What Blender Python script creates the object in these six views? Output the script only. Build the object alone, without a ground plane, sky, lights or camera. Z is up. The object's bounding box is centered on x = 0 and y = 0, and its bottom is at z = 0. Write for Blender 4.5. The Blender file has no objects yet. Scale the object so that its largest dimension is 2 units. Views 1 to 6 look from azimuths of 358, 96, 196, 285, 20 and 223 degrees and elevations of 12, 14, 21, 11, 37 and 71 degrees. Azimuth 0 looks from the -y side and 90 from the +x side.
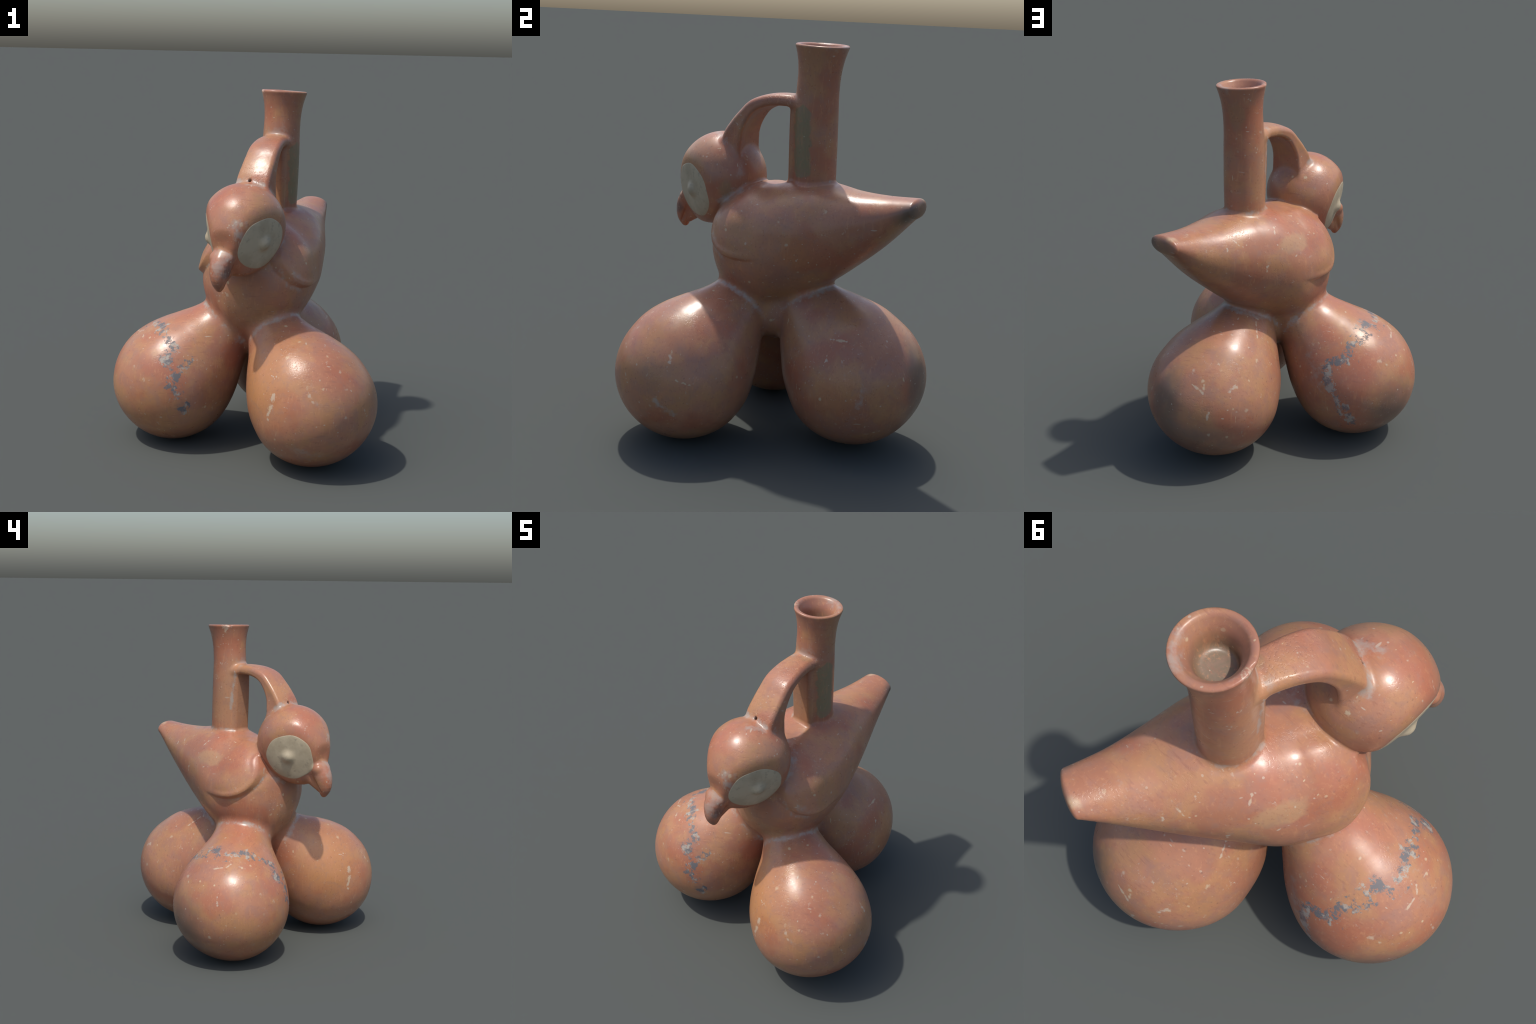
import bpy, math
import numpy as np

# =====================================================================
#  Bird-shaped ceramic bottle on three gourd legs, strap handle + spout.
#  The pot is described as a set of analytic solids (pears, lofts, swept
#  straps, spheres) in the "bird frame": u = towards the tail, w = the
#  bird's side, z = up.  They are blended into one clay body, meshed, and
#  the faces are then handed to the named anatomical parts.
# =====================================================================
YAW = math.atan2(0.44, 0.90)
ORG = np.array([0.13, -0.015])
UD = np.array([math.sin(YAW), math.cos(YAW)])
WD = np.array([UD[1], -UD[0]])


def to_world(q):
    q = np.asarray(q, float)
    xy = ORG + q[..., :1] * UD + q[..., 1:2] * WD
    return np.concatenate([xy, q[..., 2:3]], -1)


def unit(v):
    v = np.asarray(v, float)
    return v / np.linalg.norm(v)


def spline(xk, yk, x, slope=False, flat=False):
    """C1 cubic through a few control values, clamped at both ends."""
    xk = np.asarray(xk, float); yk = np.asarray(yk, float)
    h = np.diff(xk); d = np.diff(yk) / h
    m = np.empty_like(yk); m[0] = 0 if flat else d[0]; m[-1] = d[-1]
    m[1:-1] = (h[1:] * d[:-1] + h[:-1] * d[1:]) / (h[1:] + h[:-1])
    xc = np.clip(x, xk[0], xk[-1])
    i = np.clip(np.searchsorted(xk, xc) - 1, 0, len(h) - 1)
    t = (xc - xk[i]) / h[i]
    y = (yk[i] * (1 + 2 * t) * (1 - t) ** 2 + yk[i + 1] * t * t * (3 - 2 * t)
         + h[i] * (m[i] * t * (1 - t) ** 2 - m[i + 1] * t * t * (1 - t)))
    if not slope:
        return y
    s = ((yk[i + 1] - yk[i]) / h[i] * 6 * t * (1 - t) + m[i] * (1 - t) * (1 - 3 * t) + m[i + 1] * t * (3 * t - 2))
    return y, s


def smin(a, b, k):
    h = np.maximum(k - np.abs(a - b), 0) / k
    return np.minimum(a, b) - h * h * k * 0.25


def smax(a, b, k):
    return -smin(-a, -b, k)


def step(a, b, x):
    t = np.clip((x - a) / (b - a), 0, 1)
    return t * t * (3 - 2 * t)


def capsule(P, a, b, ra, rb, wide=1.0):
    """Tapered capsule; wide stretches it sideways."""
    Q = P.copy(); Q[:, 1] = Q[:, 1] / wide
    a = np.asarray(a, float); b = np.asarray(b, float)
    ab = b - a
    t = np.clip(((Q - a) @ ab) / (ab @ ab), 0, 1)
    return np.linalg.norm(Q - a - t[:, None] * ab, axis=1) - (ra + (rb - ra) * t)


# ---------------------------------------------------------------- legs
LEG_T = [0, .1, .2, .3, .4, .5, .6]
LEGS = [  # bulb centre, axis to the neck, radius along the axis, bottom radius
    ((-.245, -.452, .3467), (.338, .598, .727), [.3485, .333, .295, .242, .192, .164, .140], .345),
    ((-.268, .418, .3382), (.306, -.626, .718), [.346, .338, .304, .251, .192, .150, .115], .336),
    ((.4725, -.049, .3645), (-.667, .061, .743), [.357, .341, .308, .250, .187, .135, .100], .346),
]


def leg(P, spec):
    c, a, rk, rb = spec
    q = P - np.array(c); a = unit(a)
    t = q @ a
    rho = np.sqrt(np.maximum((q * q).sum(1) - t * t, 1e-12))
    r, s = spline(LEG_T, rk, t, True, True)
    side = (rho - r) / np.sqrt(1 + s * s)
    g = np.sqrt((rho / r) ** 2 + (np.minimum(t, 0) / rb) ** 2)
    d = np.where(t > 0, side, (g - 1) * rb)
    return np.maximum(d, t - .60)


# --------------------------------------------------------------- torso
T_UC, T_UT, T_LF, T_LT = -.035, .752, .294, .024
T_K = np.linspace(T_UC, T_UT, 6)
T_TOP = [1.296, 1.329, 1.328, 1.309, 1.307, 1.314]
T_BOT = [.613, .703, .806, .928, 1.060, 1.222]
T_WID = [.325, .318, .265, .205, .143, .093]
# wing edge in the side view, shoulder -> flank -> tail
WING = np.array([(-.235, 1.19), (-.262, 1.13), (-.266, 1.075), (-.248, 1.02), (-.205, .975),
                 (-.14, .948), (-.06, .938), (.03, .945), (.14, .975), (.30, 1.05), (.75, 1.26)])


_wk = np.linspace(0, 1, len(WING)); _ws = np.linspace(0, 1, 61)
WING_C = np.stack([spline(_wk, WING[:, 0], _ws), spline(_wk, WING[:, 1], _ws)], 1)


def wing_inside(u, z):
    """signed distance to the wing's edge line, positive on the wing"""
    best = np.full(u.shape, 9.0); sgn = np.ones(u.shape)
    for (ax, az), (bx, bz) in zip(WING_C[:-1], WING_C[1:]):
        dx, dz = bx - ax, bz - az
        t = np.clip(((u - ax) * dx + (z - az) * dz) / (dx * dx + dz * dz), 0, 1)
        ex, ez = u - ax - t * dx, z - az - t * dz
        d = np.hypot(ex, ez)
        s = np.where(dx * ez - dz * ex > 0, 1.0, -1.0)
        near = d < best
        best = np.where(near, d, best); sgn = np.where(near, s, sgn)
    return best * sgn


def torso(P):
    u, z = P[:, 0], P[:, 2]
    s = np.clip((u - T_UC) / (T_UT - T_UC), 0, 1)
    w = P[:, 1] + .012 - .010 * s
    top, bot, b = (spline(T_K, v, u, flat=True) for v in (T_TOP, T_BOT, T_WID))
    zc = bot + (top - bot) * (.57 - .08 * s)
    up = z > zc
    w = w + (1 - s) * np.clip((zc - z) * .05, -.006, .014)
    zz = np.abs(z - zc) / np.where(up, top - zc, zc - bot)
    b = b * np.where(up, 1, 1 - .09 * (1 - s) * np.minimum(zz, 1.2) ** 2)
    uf = np.maximum(T_UC - u, 0); ut = np.maximum(u - T_UT, 0)
    uu = uf / T_LF + ut / T_LT
    p = np.where(up, 2.06, 2.2)
    g = ((np.abs(w) / b) ** p + zz ** p + 1e-9) ** (1 / p)
    g = (g ** 2.27 + uu ** 2.27) ** (1 / 2.27)
    r = np.sqrt(w * w + (z - zc) ** 2 + uf ** 2 + ut ** 2) + 1e-6
    d = r * (g - 1) / g
    # the two flanks were not modelled alike
    d = d + .015 * step(.05, .20, w) * step(.93, 1.08, z) * (1 - step(.10, .32, u))
    d = d - .012 * step(-.12, -.24, w) * .8 * step(.72, .90, z) * (1 - step(1.0, 1.16, z)) * step(-.24, -.12, u) * (1 - step(.08, .30, u))
    # raised wing with an undercut edge at the shoulder
    fade = (1 - step(-.12, .10, u)) * step(.06, .14, np.abs(w))
    k = np.where(fade > 0)[0]
    e = wing_inside(u[k], z[k] - .015 * (w[k] < 0))
    d[k] -= fade[k] * (.023 * step(-.006, .015, e) - .011 + .004 * np.exp(-((e - .026) / .016) ** 2) - .001 * np.exp(-((e + .008) / .008) ** 2))
    return d


# ---------------------------------------------------------------- head
HEAD_C, HEAD_R = np.array([-.341, .011, 1.297]), .228
FACE_C, FACE_R = np.array([-.394, .011, 1.230]), .190
EYE_C = np.array([-.420, .145, 1.227])
EYE_N = unit([-.438, .864, -.247])
EYE_R, EYE_DOME, EYE_SAG = .145, .95, .012
MIDLINE = np.array([0, .012, 0])


def head(P):
    d = smin(np.linalg.norm(P - HEAD_C, axis=1) - HEAD_R, np.linalg.norm(P - FACE_C, axis=1) - FACE_R, .04)
    for sg in (1, -1):                               # cheeks pressed nearly flat
        Q = (P - MIDLINE) * np.array([1, sg, 1])
        q = Q - (EYE_C + EYE_N * (EYE_SAG - EYE_DOME))
        press = np.linalg.norm(q, axis=1) - EYE_DOME
        press = np.where(q @ EYE_N > 0, press, -1.0)
        d = smax(d, press, .030)
    bridge = np.linalg.norm((P - np.array([-.685, .004, 1.232])) * np.array([1, .8, 1]), axis=1) - .112
    return smax(d, -bridge, .03)


B_PTS = np.array([(-.490, 1.195), (-.540, 1.162), (-.573, 1.122), (-.588, 1.080), (-.594, 1.040), (-.590, 1.003)])
B_RAD = np.array([.040, .052, .054, .047, .034, .014])
_bk = np.linspace(0, 1, 6); _bs = np.linspace(0, 1, 13)
B_CU, B_CZ, B_CR = (spline(_bk, v, _bs) for v in (B_PTS[:, 0], B_PTS[:, 1], B_RAD))


def beak(P):
    Q = P - np.array([0, -.003, 0])
    far = np.linalg.norm(Q - np.array([-.56, 0, 1.10]), axis=1) - .17
    near = np.where(far < .05)[0]
    if len(near) == 0:
        return far
    Q = Q[near]
    d = np.full(len(Q), 9.0)
    for i in range(12):
        d = smin(d, capsule(Q, (B_CU[i], 0, B_CZ[i]), (B_CU[i + 1], 0, B_CZ[i + 1]), B_CR[i], B_CR[i + 1]), .006)
    low = capsule(Q, (-.465, 0, 1.128), (-.560, 0, 1.036), .054, .019)
    d = smin(d, low, .010)
    Q[:, 1] = np.abs(Q[:, 1])
    d = smin(d, np.linalg.norm(Q - np.array([-.566, .036, 1.158]), axis=1) - .028, .018)      # nostril lumps
    out = far
    out[near] = smax(d, -capsule(Q, (-.528, .062, 1.112), (-.586, .034, 1.022), .020, .012), .010)
    return out


# --------------------------------------------------------------- spout
SP_Z = [1.20, 1.45, 1.65, 1.78, 1.86, 1.92, 1.965, 1.995, 2.02]
SP_R = [.105, .1035, .1010, .100, .1040, .1130, .1250, .1350, .138]
BORE_Z = [1.05, 1.30, 1.60, 1.80, 1.90, 1.95, 1.98, 2.02]
BORE_R = [.060, .060, .060, .062, .069, .082, .099, .124]
AX_Z, AX_U = [1.20, 1.45, 1.62, 1.76, 1.90, 2.0], [.195, .191, .189, .191, .199, .205]


def spout_axis(z):
    return spline(AX_Z, AX_U, z), -.001 + .028 * (z - 1.6)


def rim_plane(P):
    au, aw = .205, .010
    return (P[:, 2] - 1.9937) + .055 * (P[:, 0] - au) + .028 * (P[:, 1] - aw)


CHIP = np.array([.115, -.095, 2.002])


def spout(P):
    z = P[:, 2]; au, aw = spout_axis(z)
    rho = np.hypot(P[:, 0] - au, P[:, 1] - aw)
    d = rho - spline(SP_Z, SP_R, z)
    # clay strip that carries the handle down the front of the neck
    front = .079 + .008 * (1.65 - z)
    bx = np.abs(P[:, 0] - front - .06) - .06
    by = np.abs(P[:, 1] - .002) - .063
    box = np.hypot(np.maximum(bx + .018, 0), np.maximum(by + .018, 0)) + np.minimum(np.maximum(bx, by) + .018, 0) - .018
    box = smax(box, z - 1.715, .03)
    d = smin(d, box, .014)
    d = smax(d, rim_plane(P), .014)
    d = np.maximum(d, 1.20 - z)
    return smax(d, .012 - np.linalg.norm(P - CHIP, axis=1), .012)


def bore(P):
    z = P[:, 2]; au, aw = spout_axis(z)
    d = np.hypot(P[:, 0] - au, P[:, 1] - aw) - spline(BORE_Z, BORE_R, z)
    return smax(d, 1.865 + .15 * (P[:, 0] - au) + .10 * P[:, 1] - z, .022)


# -------------------------------------------------------------- handle
H_PTS = np.array([(.150, 1.719), (.09, 1.722), (.02, 1.723), (-.052, 1.713), (-.120, 1.684),
                  (-.168, 1.634), (-.207, 1.576), (-.234, 1.509), (-.250, 1.40)])
H_T = np.array([.021, .021, .022, .024, .028, .032, .041, .055, .065])
H_W = np.array([.070, .069, .072, .079, .086, .090, .094, .098, .104])
H_MID = np.array([.006, .011, .019, .027, .032, .033, .032, .030, .029])
_k = np.linspace(0, 1, len(H_PTS)); _s = np.linspace(0, 1, 81)
H_C = np.stack([spline(_k, H_PTS[:, 0], _s), spline(_k, H_PTS[:, 1], _s)], 1)


def handle(P):
    out = np.linalg.norm(np.maximum(np.abs(P - np.array([-.06, 0, 1.58])) - np.array([.26, .17, .22]), 0), axis=1) + .08
    near = np.where(out < .081)[0]
    if len(near) == 0:
        return out
    q = P[near]; u, z = q[:, 0], q[:, 2]
    best = np.full(len(q), 9.0); par = np.zeros(len(q)); sgn = np.zeros(len(q))
    for i in range(len(H_C) - 1):
        a, b = H_C[i], H_C[i + 1]; d = b - a
        t = np.clip(((u - a[0]) * d[0] + (z - a[1]) * d[1]) / (d @ d), 0, 1)
        ex, ez = u - a[0] - t * d[0], z - a[1] - t * d[1]
        dd = np.hypot(ex, ez)
        m = dd < best
        best = np.where(m, dd, best); par = np.where(m, (i + t) / (len(H_C) - 1), par)
        sgn = np.where(m, np.sign(d[1] * ex - d[0] * ez), sgn)
    h = spline(_k, H_T, par); wd = spline(_k, H_W, par); r = .019
    v = q[:, 1] - spline(_k, H_MID, par)
    a = np.abs(best * sgn + .010 * np.minimum(np.abs(v) / wd, 1.3) ** 2) - (h - r)    # outside slightly convex
    b = np.abs(v) - (wd - r)
    out[near] = np.hypot(np.maximum(a, 0), np.maximum(b, 0)) + np.minimum(np.maximum(a, b), 0) - r
    return out


# --------------------------------------------------------- whole body
VENT = np.array([-.284, .021, 1.535])
PARTS = ["leg", "leg", "leg", "torso", "head", "beak", "spout", "handle"]


def lumps(P):
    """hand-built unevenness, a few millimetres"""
    f = np.zeros(len(P))
    rng = np.random.default_rng(7)
    for k, amp in ((5, .0016), (9, .0012), (16, .0006)):
        for _ in range(5):
            v = unit(rng.normal(size=3)) * k
            f += amp * np.sin(P @ v + rng.uniform(0, 6.28))
    return f


def solids(P):
    return [leg(P, LEGS[0]), leg(P, LEGS[1]), leg(P, LEGS[2]), torso(P), head(P), beak(P), spout(P), handle(P)]


def field(P, parts=False):
    P = np.asarray(P, float)
    s = solids(P)
    d = smin(smin(s[0], s[1], .045), s[2], .045)
    d = smin(d, s[3], .045)
    # the wad of clay that binds the three necks together
    d = smin(d, np.linalg.norm(P - np.array([.0, -.012, .655]), axis=1) - .168, .04)
    d = smin(d, s[4], .022)
    d = smin(d, s[5], .016)
    d = smin(d, s[6], .022)
    d = smin(d, s[7], .022)
    d = d + lumps(P) - .0010
    d = smax(d, -bore(P), .012)
    d = smax(d, -capsule(P, VENT + np.array([-.02, 0, .02]), VENT + np.array([.03, 0, -.03]), .009, .009), .006)
    return (d, s) if parts else d


def in_chunks(fn, P, n=400000):
    return np.concatenate([fn(P[i:i + n]) for i in range(0, len(P), n)])


def mesh_body(cell=0.006, block=6):
    """Surface-nets mesh of the field, refined only where the skin passes."""
    lo = np.array([-.70, -.86, -.04]); hi = np.array([.90, .83, 2.05])
    nb = np.ceil((hi - lo) / (cell * block)).astype(int)
    ax = [lo[i] + cell * block * (np.arange(nb[i]) + .5) for i in range(3)]
    C = np.stack(np.meshgrid(*ax, indexing="ij"), -1).reshape(-1, 3)
    dc = in_chunks(field, C)
    nf = nb * block
    V = np.repeat(np.repeat(np.repeat(np.where(dc < 0, -1, 1).reshape(nb).astype(np.float32), block, 0), block, 1), block, 2)
    act = np.argwhere((np.abs(dc) < cell * block * 1.7).reshape(nb))
    off = np.stack(np.meshgrid(*[np.arange(block)] * 3, indexing="ij"), -1).reshape(-1, 3)
    I = (act[:, None, :] * block + off[None]).reshape(-1, 3)
    V[I[:, 0], I[:, 1], I[:, 2]] = in_chunks(field, lo + cell * (I + .5))
    inside = V < 0
    n0, n1, n2 = V.shape
    cnt = np.zeros((n0 - 1, n1 - 1, n2 - 1), np.int8)
    for a in (0, 1):
        for b in (0, 1):
            for c in (0, 1):
                cnt += inside[a:n0 - 1 + a, b:n1 - 1 + b, c:n2 - 1 + c]
    cells = np.argwhere((cnt > 0) & (cnt < 8))
    idx = np.full(cnt.shape, -1, np.int32)
    idx[cells[:, 0], cells[:, 1], cells[:, 2]] = np.arange(len(cells))
    acc = np.zeros((len(cells), 3)); num = np.zeros(len(cells))
    corner = [(a, b, c) for a in (0, 1) for b in (0, 1) for c in (0, 1)]
    val = {k: V[cells[:, 0] + k[0], cells[:, 1] + k[1], cells[:, 2] + k[2]].astype(float) for k in corner}
    for k in corner:
        for ax_ in range(3):
            if k[ax_] == 0:
                k2 = tuple(1 if i == ax_ else k[i] for i in range(3))
                v0, v1 = val[k], val[k2]
                m = (v0 < 0) != (v1 < 0)
                t = np.where(m, v0 / np.where(m, v0 - v1, 1), 0)
                p = np.repeat(np.array(k, float)[None], len(cells), 0); p[:, ax_] = t
                acc[m] += p[m]; num[m] += 1
    X = lo + cell * (cells + acc / num[:, None] + .5)
    quads = []
    for ax_ in range(3):
        o = [i for i in range(3) if i != ax_]
        s0 = [slice(None)] * 3; s1 = [slice(None)] * 3
        s0[ax_] = slice(0, -1); s1[ax_] = slice(1, None)
        ch = np.argwhere(inside[tuple(s0)] != inside[tuple(s1)])
        ch = ch[(ch[:, o[0]] > 0) & (ch[:, o[1]] > 0) & (ch[:, o[0]] < V.shape[o[0]] - 1) & (ch[:, o[1]] < V.shape[o[1]] - 1)]
        q = []
        for da, db in ((1, 1), (0, 1), (0, 0), (1, 0)):
            e = ch.copy(); e[:, o[0]] -= da; e[:, o[1]] -= db
            q.append(idx[e[:, 0], e[:, 1], e[:, 2]])
        q = np.stack(q, 1)
        flip = inside[ch[:, 0], ch[:, 1], ch[:, 2]] != (ax_ == 1)
        q[~flip] = q[~flip][:, ::-1]
        quads.append(q)
    return X, np.concatenate(quads)[:, ::-1]          # the bird frame is left-handed


def gradient(P, e=.0015):
    """value and gradient of the field from four tetrahedral samples"""
    k = np.array([(1, -1, -1), (-1, -1, 1), (-1, 1, -1), (1, 1, 1)], float)
    g = np.zeros_like(P); d = np.zeros(len(P))
    for o in k:
        f = in_chunks(field, P + o * e)
        g += f[:, None] * o; d += f
    return d / 4, g / (4 * e)


X, Q = mesh_body()
for _ in range(2):
    d, g = gradient(X)
    move = -d[:, None] * g / np.maximum((g * g).sum(1), .15)[:, None]
    X = X + np.clip(move, -.004, .004)
NRM = gradient(X, .002)[1]; NRM /= np.linalg.norm(NRM, axis=1)[:, None] + 1e-9

# which part owns each face
FC = X[Q].mean(1)
S = np.stack(field(FC, True)[1], 1)
S[:, 6] -= np.where(bore(FC) < .004, .5, 0)          # the bore belongs to the spout
owner = S.argmin(1)
wing_in = wing_inside(FC[:, 0], FC[:, 2] - .015 * (FC[:, 1] < 0)) > 0
is_torso = owner == 3
owner = np.where(is_torso & (FC[:, 0] > .50), 8, owner)
owner = np.where(is_torso & (FC[:, 0] <= .50) & wing_in & (FC[:, 1] > .10), 9, owner)
owner = np.where(is_torso & (FC[:, 0] <= .50) & wing_in & (FC[:, 1] < -.11), 10, owner)
LABEL = PARTS + ["tail", "wing", "wing"]


# ============================================================ materials
class Nodes:
    def __init__(self, name):
        self.mat = bpy.data.materials.new(name); self.mat.use_nodes = True
        self.t = self.mat.node_tree
        self.bsdf = next(n for n in self.t.nodes if n.type == 'BSDF_PRINCIPLED')
        self.co = self.t.nodes.new('ShaderNodeTexCoord').outputs['Object']

    def put(self, sock, v):
        if isinstance(v, bpy.types.NodeSocket):
            self.t.links.new(v, sock)
        elif v is not None:
            sock.default_value = v

    def math(self, op, a, b=None, c=None, clamp=False):
        n = self.t.nodes.new('ShaderNodeMath'); n.operation = op; n.use_clamp = clamp
        for s, v in zip(n.inputs, (a, b, c)):
            self.put(s, v)
        return n.outputs[0]

    def vec(self, op, a, b=None):
        n = self.t.nodes.new('ShaderNodeVectorMath'); n.operation = op
        for s, v in zip(n.inputs, (a, b)):
            self.put(s, v)
        return n.outputs['Value'] if op in ('DOT_PRODUCT', 'LENGTH', 'DISTANCE') else n.outputs['Vector']

    def noise(self, scale, detail=3, rough=.55, vec=None, dist=0):
        n = self.t.nodes.new('ShaderNodeTexNoise')
        self.put(n.inputs['Vector'], vec if vec is not None else self.co)
        n.inputs['Scale'].default_value = scale; n.inputs['Detail'].default_value = detail
        n.inputs['Roughness'].default_value = rough; n.inputs['Distortion'].default_value = dist
        return n.outputs[0]

    def shift(self, off, scale=(1, 1, 1), rot=(0, 0, 0)):
        n = self.t.nodes.new('ShaderNodeMapping')
        self.put(n.inputs['Vector'], self.co)
        n.inputs['Location'].default_value = off; n.inputs['Scale'].default_value = scale
        n.inputs['Rotation'].default_value = rot
        return n.outputs[0]

    def ramp(self, x, lo, hi, a=0.0, b=1.0):
        n = self.t.nodes.new('ShaderNodeMapRange'); n.interpolation_type = 'SMOOTHSTEP'
        self.put(n.inputs['Value'], x)
        n.inputs['From Min'].default_value = lo; n.inputs['From Max'].default_value = hi
        n.inputs['To Min'].default_value = a; n.inputs['To Max'].default_value = b
        return n.outputs[0]

    def mix(self, f, a, b):
        n = self.t.nodes.new('ShaderNodeMix'); n.data_type = 'RGBA'
        self.put(n.inputs['Factor'], f)
        self.put(n.inputs['A'], a); self.put(n.inputs['B'], b)
        return n.outputs['Result']

    def bump(self, h, strength, dist, normal=None):
        n = self.t.nodes.new('ShaderNodeBump')
        n.inputs['Strength'].default_value = strength; n.inputs['Distance'].default_value = dist
        self.put(n.inputs['Height'], h); self.put(n.inputs['Normal'], normal)
        return n.outputs[0]

    def blob(self, world, size, soft=.5):
        """1 inside a soft ellipsoid centred at a world point"""
        d = self.vec('SUBTRACT', self.co, tuple(world))
        d = self.vec('DIVIDE', d, size if isinstance(size, tuple) else (size,) * 3)
        return self.ramp(self.vec('LENGTH', d), 1.0, soft)


def srgb(r, g, b):
    f = lambda c: ((c / 255 + .055) / 1.055) ** 2.4 if c > 10 else c / 255 / 12.92
    return (f(r), f(g), f(b), 1)


WHITE, CREAMY = srgb(190, 178, 160), srgb(196, 178, 146)
DUST, SLATE, PALE = srgb(162, 148, 137), srgb(104, 101, 102), srgb(160, 150, 138)
SOOT, OCHRE, OLIVE = srgb(90, 84, 75), srgb(176, 122, 76), srgb(146, 122, 90)
RED, MAUVE, TAN, UMBER = srgb(164, 101, 77), srgb(154, 113, 99), srgb(162, 121, 90), srgb(104, 76, 68)


def clay(name, tints=(), soot=(), crust=(), dust=(), scratch=(), flecks=(), bore_tint=False, pits=1.0):
    """Burnished slip.  tints: (world centre, radius, colour, amount, softness);
    soot: (centre, size, amount); crust / dust: (polyline, radius, amount); scratch: (polyline, radius)."""
    n = Nodes(name)
    # wobbling coordinates, so that no mark has a ruled edge
    wob = n.t.nodes.new('ShaderNodeTexNoise'); n.put(wob.inputs['Vector'], n.co)
    wob.inputs['Scale'].default_value = 16; wob.inputs['Detail'].default_value = 4
    off = n.vec('SUBTRACT', wob.outputs['Color'], (.5, .5, .5))
    soft = n.vec('ADD', n.co, n.vec('MULTIPLY', off, (.06, .06, .06)))
    slight = n.vec('ADD', n.co, n.vec('MULTIPLY', off, (.022, .022, .022)))

    def blob(c, size, softness, vec):
        d = n.vec('DIVIDE', n.vec('SUBTRACT', vec, tuple(c)), size if isinstance(size, tuple) else (size,) * 3)
        return n.ramp(n.vec('LENGTH', d), 1.0, 1.0 - softness)

    def line(pts, vec):
        """distance to a polyline"""
        out = None
        for a, b in zip(pts[:-1], pts[1:]):
            ba = np.subtract(b, a); pa = n.vec('SUBTRACT', vec, tuple(a))
            h = n.math('MULTIPLY', n.vec('DOT_PRODUCT', pa, tuple(ba)), 1 / float(ba @ ba), clamp=True)
            sc = n.t.nodes.new('ShaderNodeVectorMath'); sc.operation = 'SCALE'
            sc.inputs[0].default_value = tuple(ba); n.put(sc.inputs['Scale'], h)
            d = n.vec('DISTANCE', pa, sc.outputs[0])
            out = d if out is None else n.math('MINIMUM', out, d)
        return out

    def crumbly(d, r, tex, gain, lo, hi):
        """a deposit that thins out and breaks up away from its line"""
        near = n.ramp(d, r, 0.0)
        return n.math('MULTIPLY', n.ramp(n.math('MULTIPLY_ADD', near, gain, tex), lo, hi), n.ramp(d, r, r * .8))

    def both(a, b):
        return n.math('MULTIPLY', a, b)

    # --- the fired slip: red-brown, ochre and mauve clouds
    big = n.noise(2.3, 3, .5)
    mid = n.noise(5.5, 4, .6, n.shift((3, 1, 2)))
    pat = n.noise(9, 4, .62, n.shift((7, 4, 1)), .4)
    col = n.mix(n.ramp(big, .36, .64), srgb(160, 108, 83), srgb(171, 121, 94))
    col = n.mix(both(n.ramp(mid, .45, .60), .80), col, srgb(171, 125, 88))
    col = n.mix(both(n.ramp(pat, .50, .66), .50), col, MAUVE)
    col = n.mix(both(n.ramp(n.noise(3.7, 3, .5, n.shift((1, 8, 5))), .50, .64), .75), col, RED)
    for c, r, k, amt, sf in tints:
        col = n.mix(both(blob(c, r, sf, soft), amt), col, k)
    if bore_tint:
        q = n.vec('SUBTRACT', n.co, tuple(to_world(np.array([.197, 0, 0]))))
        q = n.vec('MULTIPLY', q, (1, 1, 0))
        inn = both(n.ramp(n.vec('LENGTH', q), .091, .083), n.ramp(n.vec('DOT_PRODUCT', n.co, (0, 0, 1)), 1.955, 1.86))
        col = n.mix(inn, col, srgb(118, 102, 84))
    # burnishing strokes
    for sc, rot, k in (((70, 70, 9), (.5, .3, .2), srgb(186, 134, 98)), ((11, 80, 80), (.2, .7, .4), srgb(142, 94, 76))):
        v = n.noise(1, 3, .6, n.shift((0, 0, 0), sc, rot))
        col = n.mix(both(n.ramp(v, .54, .74), .50), col, k)
    # rubbed ochre hairlines and greyish handling haze
    hair = n.noise(1, 4, .7, n.shift((0, 0, 0), (26, 130, 60), (.9, .2, .6)))
    col = n.mix(both(both(n.ramp(hair, .60, .72), n.ramp(mid, .40, .60)), .55), col, srgb(196, 146, 100))
    haze = n.noise(17, 5, .7, n.shift((6, 1, 4)), .5)
    col = n.mix(both(n.ramp(haze, .50, .66), .32), col, srgb(146, 112, 98))
    col = n.mix(both(n.ramp(haze, .46, .32), .30), col, srgb(182, 124, 92))
    # --- soot clouds
    fine = n.noise(38, 4, .65)
    for c, r, amt in soot:
        m = both(blob(c, r, .75, soft), n.ramp(n.noise(7, 4, .6, n.shift((2, 2, 9))), .25, .55, .55, 1.0))
        col = n.mix(both(m, amt), col, SOOT)
    # --- scattered chips, specks and dark pin-holes
    where = n.ramp(n.noise(4.5, 3, .6, n.shift((9, 3, 4))), .40, .58, .25, 1.0)
    rough_add = None
    for sc, thr, rad, k, amt, shape in ((24, .92, .10, CREAMY, .60, (1, 1, 1)), (60, .93, .16, WHITE, .50, (1, 1, 1)), (14, .90, .07, WHITE, .45, (1, 2.4, 1)),
                                        (1, .93, .11, CREAMY, .70, (70, 44, 9)), (1, .93, .11, WHITE, .60, (9, 56, 68)),
                                        (1, .95, .12, WHITE, .55, (44, 10, 60)), (75, .95, .20, UMBER, .35, (1, 1, 1))):
        vo = n.t.nodes.new('ShaderNodeTexVoronoi'); vo.inputs['Scale'].default_value = sc
        m = n.t.nodes.new('ShaderNodeMapping'); n.put(m.inputs['Vector'], slight)
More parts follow.
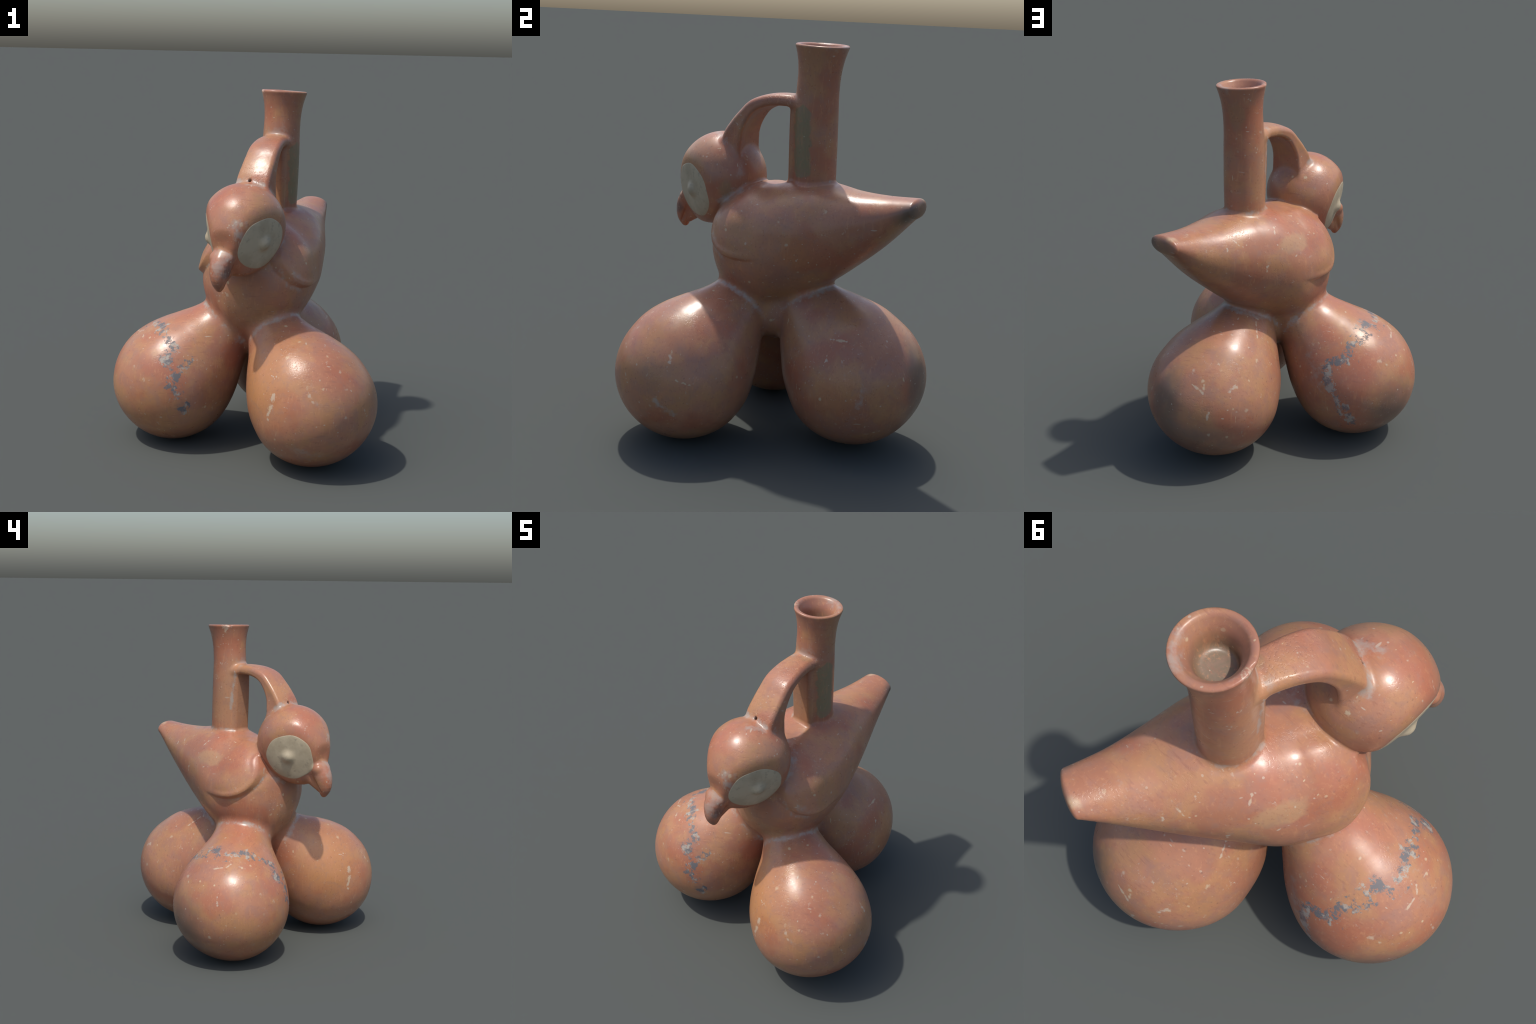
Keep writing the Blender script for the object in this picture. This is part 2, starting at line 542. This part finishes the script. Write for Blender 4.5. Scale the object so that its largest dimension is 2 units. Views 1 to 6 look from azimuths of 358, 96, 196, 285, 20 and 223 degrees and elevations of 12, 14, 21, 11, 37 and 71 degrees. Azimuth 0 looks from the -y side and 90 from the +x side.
        m.inputs['Scale'].default_value = shape; m.inputs['Rotation'].default_value = (.4 * len(k), sc * .13, shape[0] * .05)
        n.put(vo.inputs['Vector'], m.outputs[0])
        sep = n.t.nodes.new('ShaderNodeSeparateColor'); n.put(sep.inputs[0], vo.outputs['Color'])
        pick = n.math('GREATER_THAN', sep.outputs[0], thr)
        size = n.math('MULTIPLY', n.math('ADD', sep.outputs[1], .35), rad * 1.4)
        spot = n.ramp(n.math('SUBTRACT', vo.outputs['Distance'], size), .06, -.04)
        col = n.mix(both(both(both(pick, spot), where), amt), col, k)
    # crumbs of pale dust in loose drifts
    drift = n.ramp(n.noise(6.5, 4, .65, n.shift((1, 1, 7))), .52, .68)
    crumb = n.ramp(n.noise(64, 5, .7, n.shift((3, 9, 2))), .58, .68)
    col = n.mix(both(both(drift, crumb), .60), col, WHITE)
    # faint milky bloom
    bloom = both(n.ramp(n.noise(12, 5, .7, n.shift((5, 5, 2))), .60, .78), n.ramp(fine, .42, .62))
    col = n.mix(both(bloom, .50), col, DUST)
    # --- slate crust (mineral deposit) in broken bands
    grain = n.noise(42, 4, .7, n.shift((8, 1, 1)))
    patchy = n.noise(12, 3, .6, n.shift((2, 9, 9)))
    crust_m = None
    if crust:
        tex = n.math('MULTIPLY_ADD', patchy, 1.15, n.math('MULTIPLY', n.noise(40, 6, .80, n.shift((1, 6, 3)), .2), 1.45))
        for pts, r, amt in crust:
            m = both(crumbly(line(pts, slight), r, tex, .36, 1.58, 1.65), amt)
            crust_m = m if crust_m is None else n.math('MAXIMUM', crust_m, m)
        col = n.mix(crust_m, col, n.mix(n.ramp(n.noise(19, 4, .6, n.shift((4, 2, 7))), .46, .58), SLATE, PALE))
    # --- pale dust caught in the joins
    if dust:
        tex = n.math('MULTIPLY_ADD', patchy, .8, n.math('MULTIPLY', grain, .8))
        dust_m = None
        for pts, r, amt in dust:
            m = both(crumbly(line(pts, slight), r * 1.3, tex, .40, .98, 1.34), amt)
            dust_m = m if dust_m is None else n.math('MAXIMUM', dust_m, m)
        col = n.mix(dust_m, col, DUST)
    # --- single scratches
    if scratch or flecks:
        wear = n.ramp(n.noise(48, 3, .6, n.shift((6, 6, 6))), .25, .75, -.6, .9)
        bend = n.vec('ADD', n.co, n.vec('MULTIPLY', off, (.010, .010, .010)))
        scr_m = None
        for pts, r in scratch:
            m = n.ramp(n.math('ADD', n.math('MULTIPLY', line(pts, bend), 1 / r), wear), 1.0, .30)
            scr_m = m if scr_m is None else n.math('MAXIMUM', scr_m, m)
        near = None
        for i, p in enumerate(flecks):
            r = .005 + .0032 * ((i * 7) % 5) / 2
            d = n.math('MULTIPLY', n.vec('DISTANCE', slight, tuple(p)), 1 / r)
            near = d if near is None else n.math('MINIMUM', near, d)
        if near is not None:
            m = both(n.ramp(n.math('ADD', near, wear), 1.35, .2), .85)
            scr_m = m if scr_m is None else n.math('MAXIMUM', scr_m, m)
        col = n.mix(both(scr_m, .62), col, n.mix(n.ramp(patchy, .4, .6), CREAMY, WHITE))
    n.put(n.bsdf.inputs['Base Color'], col)
    # --- sheen and fine relief
    ro = n.ramp(n.noise(14, 4, .6), .3, .7, .27, .38)
    if crust_m is not None:
        ro = n.math('ADD', ro, n.math('MULTIPLY', crust_m, .3))
    n.put(n.bsdf.inputs['Roughness'], ro)
    n.bsdf.inputs['Specular IOR Level'].default_value = .5
    pit = n.ramp(n.noise(110, 3, .6), .30, .48)
    worn = n.ramp(n.noise(6, 2, .5, n.shift((3, 3, 8))), .45, .62)
    h = n.math('ADD', n.math('MULTIPLY', both(pit, worn), .5), n.math('MULTIPLY', n.noise(30, 3, .5), .35))
    if crust_m is not None:
        h = n.math('ADD', h, n.math('MULTIPLY', crust_m, .4))
    n.put(n.bsdf.inputs['Normal'], n.bump(h, .20 * pits, .004))
    return n.mat


def cream():
    n = Nodes("cream_slip")
    col = n.mix(n.ramp(n.noise(9, 4, .6), .35, .65), srgb(166, 152, 127), srgb(182, 168, 142))
    col = n.mix(n.math('MULTIPLY', n.ramp(n.noise(30, 4, .65), .56, .70), .45), col, srgb(140, 130, 112))
    col = n.mix(n.math('MULTIPLY', n.ramp(n.noise(17, 3, .6, n.shift((4, 4, 1))), .62, .72), .6), col, srgb(110, 104, 94))
    n.put(n.bsdf.inputs['Base Color'], col)
    n.bsdf.inputs['Roughness'].default_value = .5
    n.put(n.bsdf.inputs['Normal'], n.bump(n.noise(60, 3, .6), .2, .004))
    return n.mat


# marks, in world metres
FLECK_A = [(-0.335, 0.019, 0.738), (-0.210, 0.260, 0.465), (-0.202, 0.209, 0.607), (-0.237, 0.206, 0.621), (-0.227, 0.233, 0.564), (-0.560, 0.188, 0.549), (-0.602, 0.165, 0.531), (-0.568, 0.179, 0.552), (-0.735, -0.033, 0.327), (-0.708, -0.162, 0.395), (-0.719, 0.071, 0.350), (-0.594, -0.276, 0.491), (-0.717, 0.002, 0.237), (-0.686, -0.086, 0.512)]
FLECK_B = [(0.391, -0.701, 0.563), (0.410, -0.726, 0.528), (0.321, -0.720, 0.525), (0.531, -0.704, 0.511), (0.501, -0.650, 0.591), (0.449, -0.655, 0.606), (0.351, -0.755, 0.465), (0.336, -0.742, 0.490), (0.434, -0.589, 0.659), (0.299, -0.498, 0.706), (0.397, -0.764, 0.446), (0.527, -0.750, 0.379), (0.230, -0.574, 0.644), (0.275, -0.617, 0.631)]
FLECK_C = [(0.100, 0.673, 0.540), (0.246, 0.718, 0.571), (0.307, 0.686, 0.612), (0.306, 0.699, 0.598), (0.025, 0.497, 0.615), (0.039, 0.469, 0.646), (-0.063, 0.451, 0.411), (0.031, 0.668, 0.416), (0.037, 0.596, 0.549), (0.201, 0.766, 0.296)]
FLECK_WING = [(-0.159, -0.062, 1.218), (0.033, 0.359, 1.211), (0.061, 0.256, 1.296), (0.107, 0.442, 1.207), (0.055, 0.384, 1.211), (-0.127, 0.242, 1.082), (-0.092, 0.279, 1.100), (-0.005, 0.360, 1.132), (0.313, 0.559, 1.294), (0.291, 0.551, 1.286)]
FLECK_FLANK = [(0.416, 0.123, 1.255), (0.473, 0.061, 1.055), (0.471, 0.111, 0.993), (0.450, 0.014, 1.158), (0.446, -0.024, 0.961), (0.428, -0.104, 1.081), (0.354, -0.204, 0.934), (0.465, 0.237, 1.224), (0.493, 0.230, 1.119)]
FLECK_BREAST = [(-0.186, -0.176, 0.947), (-0.206, -0.130, 0.897), (-0.085, -0.276, 0.901), (-0.001, -0.319, 0.917), (-0.139, -0.217, 0.847), (-0.129, 0.241, 1.064), (0.001, 0.337, 1.193), (0.000, 0.371, 1.084), (0.167, 0.494, 1.222), (0.120, 0.444, 1.221)]
FLECK_HEAD = [(-0.067, -0.548, 1.337), (-0.051, -0.546, 1.350), (-0.024, -0.551, 1.341), (-0.036, -0.558, 1.254), (-0.056, -0.563, 1.264), (-0.087, -0.543, 1.336), (-0.103, -0.555, 1.261)]
SEAM_A = [(-.02, .148, .64), (-.083, .153, .722), (-.155, .108, .775), (-.20, .03, .80), (-.203, -.06, .80), (-.160, -.158, .762), (-.09, -.20, .70), (0, -.17, .61)]
SEAM_B = [(.04, -.27, .65), (.102, -.305, .734), (.208, -.314, .778), (.312, -.219, .780), (.331, -.151, .755), (.313, -.084, .686), (.27, -.045, .62)]
SEAM_C = [(.25, .02, .62), (.323, .113, .742), (.316, .208, .782), (.25, .295, .80), (.184, .314, .792), (.10, .285, .766), (.038, .187, .719), (-.01, .145, .65)]
WING_L = [(-.14, -.168, 1.142), (-.157, -.169, 1.094), (-.185, -.144, 1.047), (-.208, -.088, .990), (-.209, -.006, .957), (-.178, .087, .942)]
WING_R = [(.203, -.338, 1.054), (.222, -.336, 1.0), (.256, -.323, .957), (.324, -.269, .924)]
NAPE = [(-.079, -.283, 1.055), (-.131, -.212, 1.082), (-.158, -.156, 1.134)]
NAPE_R = [(.21, -.30, 1.19), (.212, -.22, 1.247), (.172, -.10, 1.282), (.1, -.1, 1.286)]
H_SEAM = [(-.04, -.19, 1.49), (-.05, -.235, 1.515), (.051, -.283, 1.525), (.111, -.311, 1.509), (.12, -.30, 1.48)]
S_SEAM = [(.28, .243, 1.341), (.151, .256, 1.335), (.105, .169, 1.335), (.106, .10, 1.322)]

BAND_A = [(-.303, .263, .526), (-.380, .245, .560), (-.436, .151, .644), (-.470, .03, .683), (-.485, -.056, .683), (-.440, -.172, .672), (-.395, -.263, .620), (-.392, -.323, .548), (-.372, -.369, .451), (-.350, -.384, .354), (-.321, -.378, .305)]
M_LEG = [
    clay("terracotta_leg_slate", flecks=FLECK_A,
         tints=[((-.30, -.08, .74), .17, RED, .6, .8), ((-.47, -.30, .20), .24, OCHRE, .35, .8), ((-.60, -.10, .28), .20, OLIVE, .3, .8)],
         soot=[((-.66, .18, .27), (.23, .25, .25), .62), ((-.56, .12, .08), (.32, .30, .16), .5)],
         crust=[(BAND_A, .085, 1.0), ([(-.35, -.349, .501), (-.285, -.333, .523)], .060, .9), ([(-.31, .29, .45), (-.374, .315, .322), (-.444, .289, .229)], .070, .8)],
         dust=[(SEAM_A, .040, .95), ([(-.27, .27, .40), (-.20, .20, .55)], .07, .5), ([(-.45, -.27, .03), (-.55, -.2, .06)], .06, .5)],
         scratch=[([(-.591, .012, .616), (-.583, -.055, .625), (-.556, -.083, .64)], .006), ([(-.692, -.039, .499), (-.716, -.047, .439)], .008), ([(-.70, -.07, .50), (-.69, -.085, .51)], .006)]),
    clay("terracotta_leg_ochre", flecks=FLECK_B,
         tints=[((.10, -.55, .52), .34, OCHRE, .75, .8), ((.45, -.60, .55), .22, RED, .3, .8), ((.48, -.35, .62), .10, OLIVE, .45, .8)],
         soot=[((.73, -.55, .42), (.12, .12, .12), .15)],
         dust=[(SEAM_B, .030, .8), ([(.723, -.504, .310), (.722, -.488, .286), (.714, -.42, .245)], .030, .8), ([(.25, -.75, .18), (.4, -.75, .15)], .06, .45)],
         scratch=[([(.158, -.662, .468), (.142, -.668, .399), (.130, -.664, .335)], .015), ([(.67, -.442, .536), (.695, -.448, .495)], .010), ([(.723, -.412, .418), (.713, -.343, .392)], .006), ([(.30, -.60, .66), (.34, -.60, .665)], .006)]),
    clay("terracotta_leg_rear", flecks=FLECK_C,
         tints=[((.30, .40, .70), .20, RED, .4, .8), ((.62, .33, .36), .16, OCHRE, .4, .8)],
         soot=[((.455, .745, .43), (.16, .13, .27), .68), ((.30, .74, .22), (.36, .26, .20), .55)],
         dust=[(SEAM_C, .036, .85), ([(.646, .457, .325), (.641, .473, .424)], .035, .6)],
         scratch=[([(.298, .736, .553), (.235, .749, .520)], .008), ([(.092, .315, .749), (.059, .389, .691)], .006), ([(.112, .691, .529), (.086, .663, .537)], .012), ([(.198, .773, .426), (.205, .780, .390)], .007),
                  ([(.526, .301, .616), (.531, .322, .620)], .007), ([(.534, .330, .617), (.543, .380, .618)], .007), ([(.567, .292, .546), (.581, .280, .500)], .006), ([(.24, .73, .56), (.235, .735, .545)], .010)]),
]
OVAL = to_world(np.array([-.03, -.30, 1.165]))
M_TORSO = clay("terracotta_torso", flecks=FLECK_BREAST, tints=[((.0, -.30, .85), .20, TAN, .5, .8), ((.25, .10, 1.30), .18, RED, .25, .8), ((.40, .05, .88), .14, MAUVE, .5, .7), ((.46, .10, 1.0), .12, OCHRE, .35, .7)],
               dust=[(SEAM_A, .030, .8), (SEAM_B, .030, .8), (SEAM_C, .036, .85), (WING_L, .024, 1.1), (WING_R, .024, .75), (NAPE, .03, .6), (NAPE_R, .035, .7), (S_SEAM, .02, .7)],
               scratch=[([(.467, .111, .976), (.472, .118, .985)], .006)])
M_WING_R = clay("terracotta_wing_shade", flecks=FLECK_FLANK, tints=[((.40, .05, .88), .14, MAUVE, .5, .7), ((.46, .10, 1.0), .12, OCHRE, .35, .7)],
                dust=[(WING_R, .030, .8), (NAPE_R, .035, .7), ([(.26, -.30, 1.02), (.34, -.25, .96)], .06, .5)],
                scratch=[([(.499, .336, 1.151), (.498, .323, 1.116)], .010), ([(.489, .214, 1.117), (.495, .283, 1.136)], .005)])
M_WING_L = clay("terracotta_wing_sun", flecks=FLECK_WING, tints=[((-.083, .200, 1.178), (.11, .13, .055), srgb(172, 136, 102), .7, .40), ((.0, .0, 1.26), .15, RED, .3, .8)],
                dust=[(WING_L, .016, .8)],
                scratch=[([(.194, .492, 1.240), (.184, .505, 1.212)], .008), ([(.182, .448, 1.259), (.141, .445, 1.224)], .005), ([(.023, .238, 1.266), (.006, .268, 1.238)], .006), ([(.017, .366, 1.095), (.016, .367, 1.070)], .010),
                         ([(-.03, .31, 1.05), (-.03, .315, 1.03)], .010), ([(-.125, -.115, 1.17), (-.125, -.11, 1.15)], .009)])
M_TAIL = clay("terracotta_tail", tints=[((.33, .60, 1.33), .10, OCHRE, .4, .8), ((.41, .685, 1.315), (.05, .03, .035), CREAMY, .55, .8)],
              soot=[((.53, .64, 1.24), (.09, .12, .09), .8), ((.47, .70, 1.26), (.11, .06, .06), .55)],
              scratch=[([(.255, .57, 1.26), (.25, .58, 1.235)], .007)])
M_HEAD = clay("terracotta_head", flecks=FLECK_HEAD, tints=[((.08, -.42, 1.40), .13, OLIVE, .4, .8), ((.21, -.279, 1.257), (.05, .05, .06), OLIVE, .6, .5), ((-.12, -.40, 1.44), .16, RED, .3, .8)],
              dust=[(H_SEAM, .040, .9), (NAPE, .03, .6), (NAPE_R, .040, .8), ([(.15, -.22, 1.42), (.18, -.21, 1.33)], .03, .5), ([(-.062, -.539, 1.344), (-.02, -.545, 1.335), (-.045, -.556, 1.27)], .05, .75), ([(.09, -.32, 1.50), (.02, -.35, 1.512)], .05, .7)],
              scratch=[([(-.046, -.145, 1.434), (-.038, -.150, 1.432)], .011)])
M_BEAK = clay("terracotta_beak", tints=[((-.075, -.59, 1.10), .055, UMBER, .75, .5), ((-.14, -.57, 1.03), .045, UMBER, .35, .6)],
              dust=[([(-.085, -.545, 1.21), (-.118, -.583, 1.156), (-.15, -.60, 1.09)], .085, .6)])
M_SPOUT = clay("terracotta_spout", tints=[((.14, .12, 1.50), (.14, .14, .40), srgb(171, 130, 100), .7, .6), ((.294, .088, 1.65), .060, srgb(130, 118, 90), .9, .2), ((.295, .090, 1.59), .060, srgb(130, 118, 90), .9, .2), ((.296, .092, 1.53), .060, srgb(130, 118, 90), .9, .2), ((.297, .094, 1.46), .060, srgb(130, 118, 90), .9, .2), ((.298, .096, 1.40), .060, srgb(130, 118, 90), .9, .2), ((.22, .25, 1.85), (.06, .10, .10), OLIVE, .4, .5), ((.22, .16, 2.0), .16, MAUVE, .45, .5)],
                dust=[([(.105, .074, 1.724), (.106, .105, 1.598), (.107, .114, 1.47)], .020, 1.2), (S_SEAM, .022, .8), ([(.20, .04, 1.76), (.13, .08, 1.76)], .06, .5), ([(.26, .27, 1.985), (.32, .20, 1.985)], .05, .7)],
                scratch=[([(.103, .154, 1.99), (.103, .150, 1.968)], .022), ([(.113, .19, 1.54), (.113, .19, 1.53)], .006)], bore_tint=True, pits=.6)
M_HANDLE = clay("terracotta_handle", tints=[((.20, .04, 1.74), .05, OLIVE, .5, .5)], dust=[(H_SEAM, .036, .9), ([(.12, .05, 1.75), (.13, .06, 1.72)], .04, .7)], pits=2.4)
CREAM = cream()
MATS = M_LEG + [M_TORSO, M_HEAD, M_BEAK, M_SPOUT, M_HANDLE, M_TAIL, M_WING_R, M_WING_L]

# ============================================================== objects
root = bpy.data.objects.new("bird_bottle", None)
bpy.context.scene.collection.objects.link(root)
root["label"] = "terracotta bird-shaped bottle on three gourd legs with spout"
root["category"] = "ceramic vessel"


def add(name, verts, faces, normals, mat, parent=root):
    me = bpy.data.meshes.new(name)
    me.from_pydata(verts.tolist(), [], faces.tolist() if isinstance(faces, np.ndarray) else faces)
    me.materials.append(mat)
    me.polygons.foreach_set("use_smooth", np.ones(len(me.polygons), bool))
    me.update()
    if normals is not None:
        me.normals_split_custom_set_from_vertices(normals.tolist())
    ob = bpy.data.objects.new(name, me)
    bpy.context.scene.collection.objects.link(ob)
    ob.parent = parent
    return ob


XW = to_world(X)
NW = np.concatenate([NRM[:, :1] * UD + NRM[:, 1:2] * WD, NRM[:, 2:3]], 1)
drop = XW[:, 2].min()
XW[:, 2] -= drop
HEAD_OB = None
for k, name in enumerate(LABEL):
    f = Q[owner == k]
    if len(f) == 0:
        continue
    used, inv = np.unique(f, return_inverse=True)
    ob = add(name, XW[used], inv.reshape(f.shape), NW[used], MATS[k])
    if name == "head":
        HEAD_OB = ob

# eyes: cream discs laid into the flattened cheeks, with a boss for the pupil
e1 = unit(np.cross([0, 0, 1], EYE_N)); e2 = np.cross(EYE_N, e1)
NR, NA = 44, 160
for sg in (1, -1):
    def P3(x, y, h):
        p = EYE_C + x[:, None] * e1 + y[:, None] * e2 + h[:, None] * EYE_N
        p = p * np.array([1, sg, 1]) + MIDLINE
        return p
    ang = np.linspace(0, 2 * np.pi, NA, endpoint=False)
    point = np.angle(np.exp(1j * (ang + .45)))       # drawn out towards the beak
    lim = EYE_R * (1 + .11 * np.exp(-(point / .42) ** 2) + .016 * np.sin(3 * ang + sg) + .010 * np.sin(7 * ang + 2 * sg))
    pts = [np.zeros((1, 2))]
    for j in range(1, NR + 1):
        r = lim * j / NR
        pts.append(np.stack([r * np.cos(ang), r * np.sin(ang)], 1))
    pts = np.concatenate(pts)
    px, py = pts[:, 0], pts[:, 1]
    h = np.zeros(len(pts))
    for _ in range(8):                               # settle the disc on the cheek
        h = h - field(P3(px, py, h)) * .9
    rim = np.concatenate([[0], np.repeat(np.arange(1, NR + 1) / NR, NA)])
    boss = np.hypot(px + .008, py - .004)
    h = h + .0009 + .022 * np.exp(-(boss / .034) ** 2.6) - .0028 * step(.965, 1.0, rim)
    V = P3(px, py, h)
    F = [(0, 1 + i, 1 + (i + 1) % NA) for i in range(NA)]
    for j in range(NR - 1):
        a0, b0 = 1 + j * NA, 1 + (j + 1) * NA
        F += [(a0 + i, b0 + i, b0 + (i + 1) % NA, a0 + (i + 1) % NA) for i in range(NA)]
    if sg < 0:
        F = [tuple(reversed(f)) for f in F]
    V = to_world(V); V[:, 2] -= drop
    add("eye", V, F, None, CREAM)
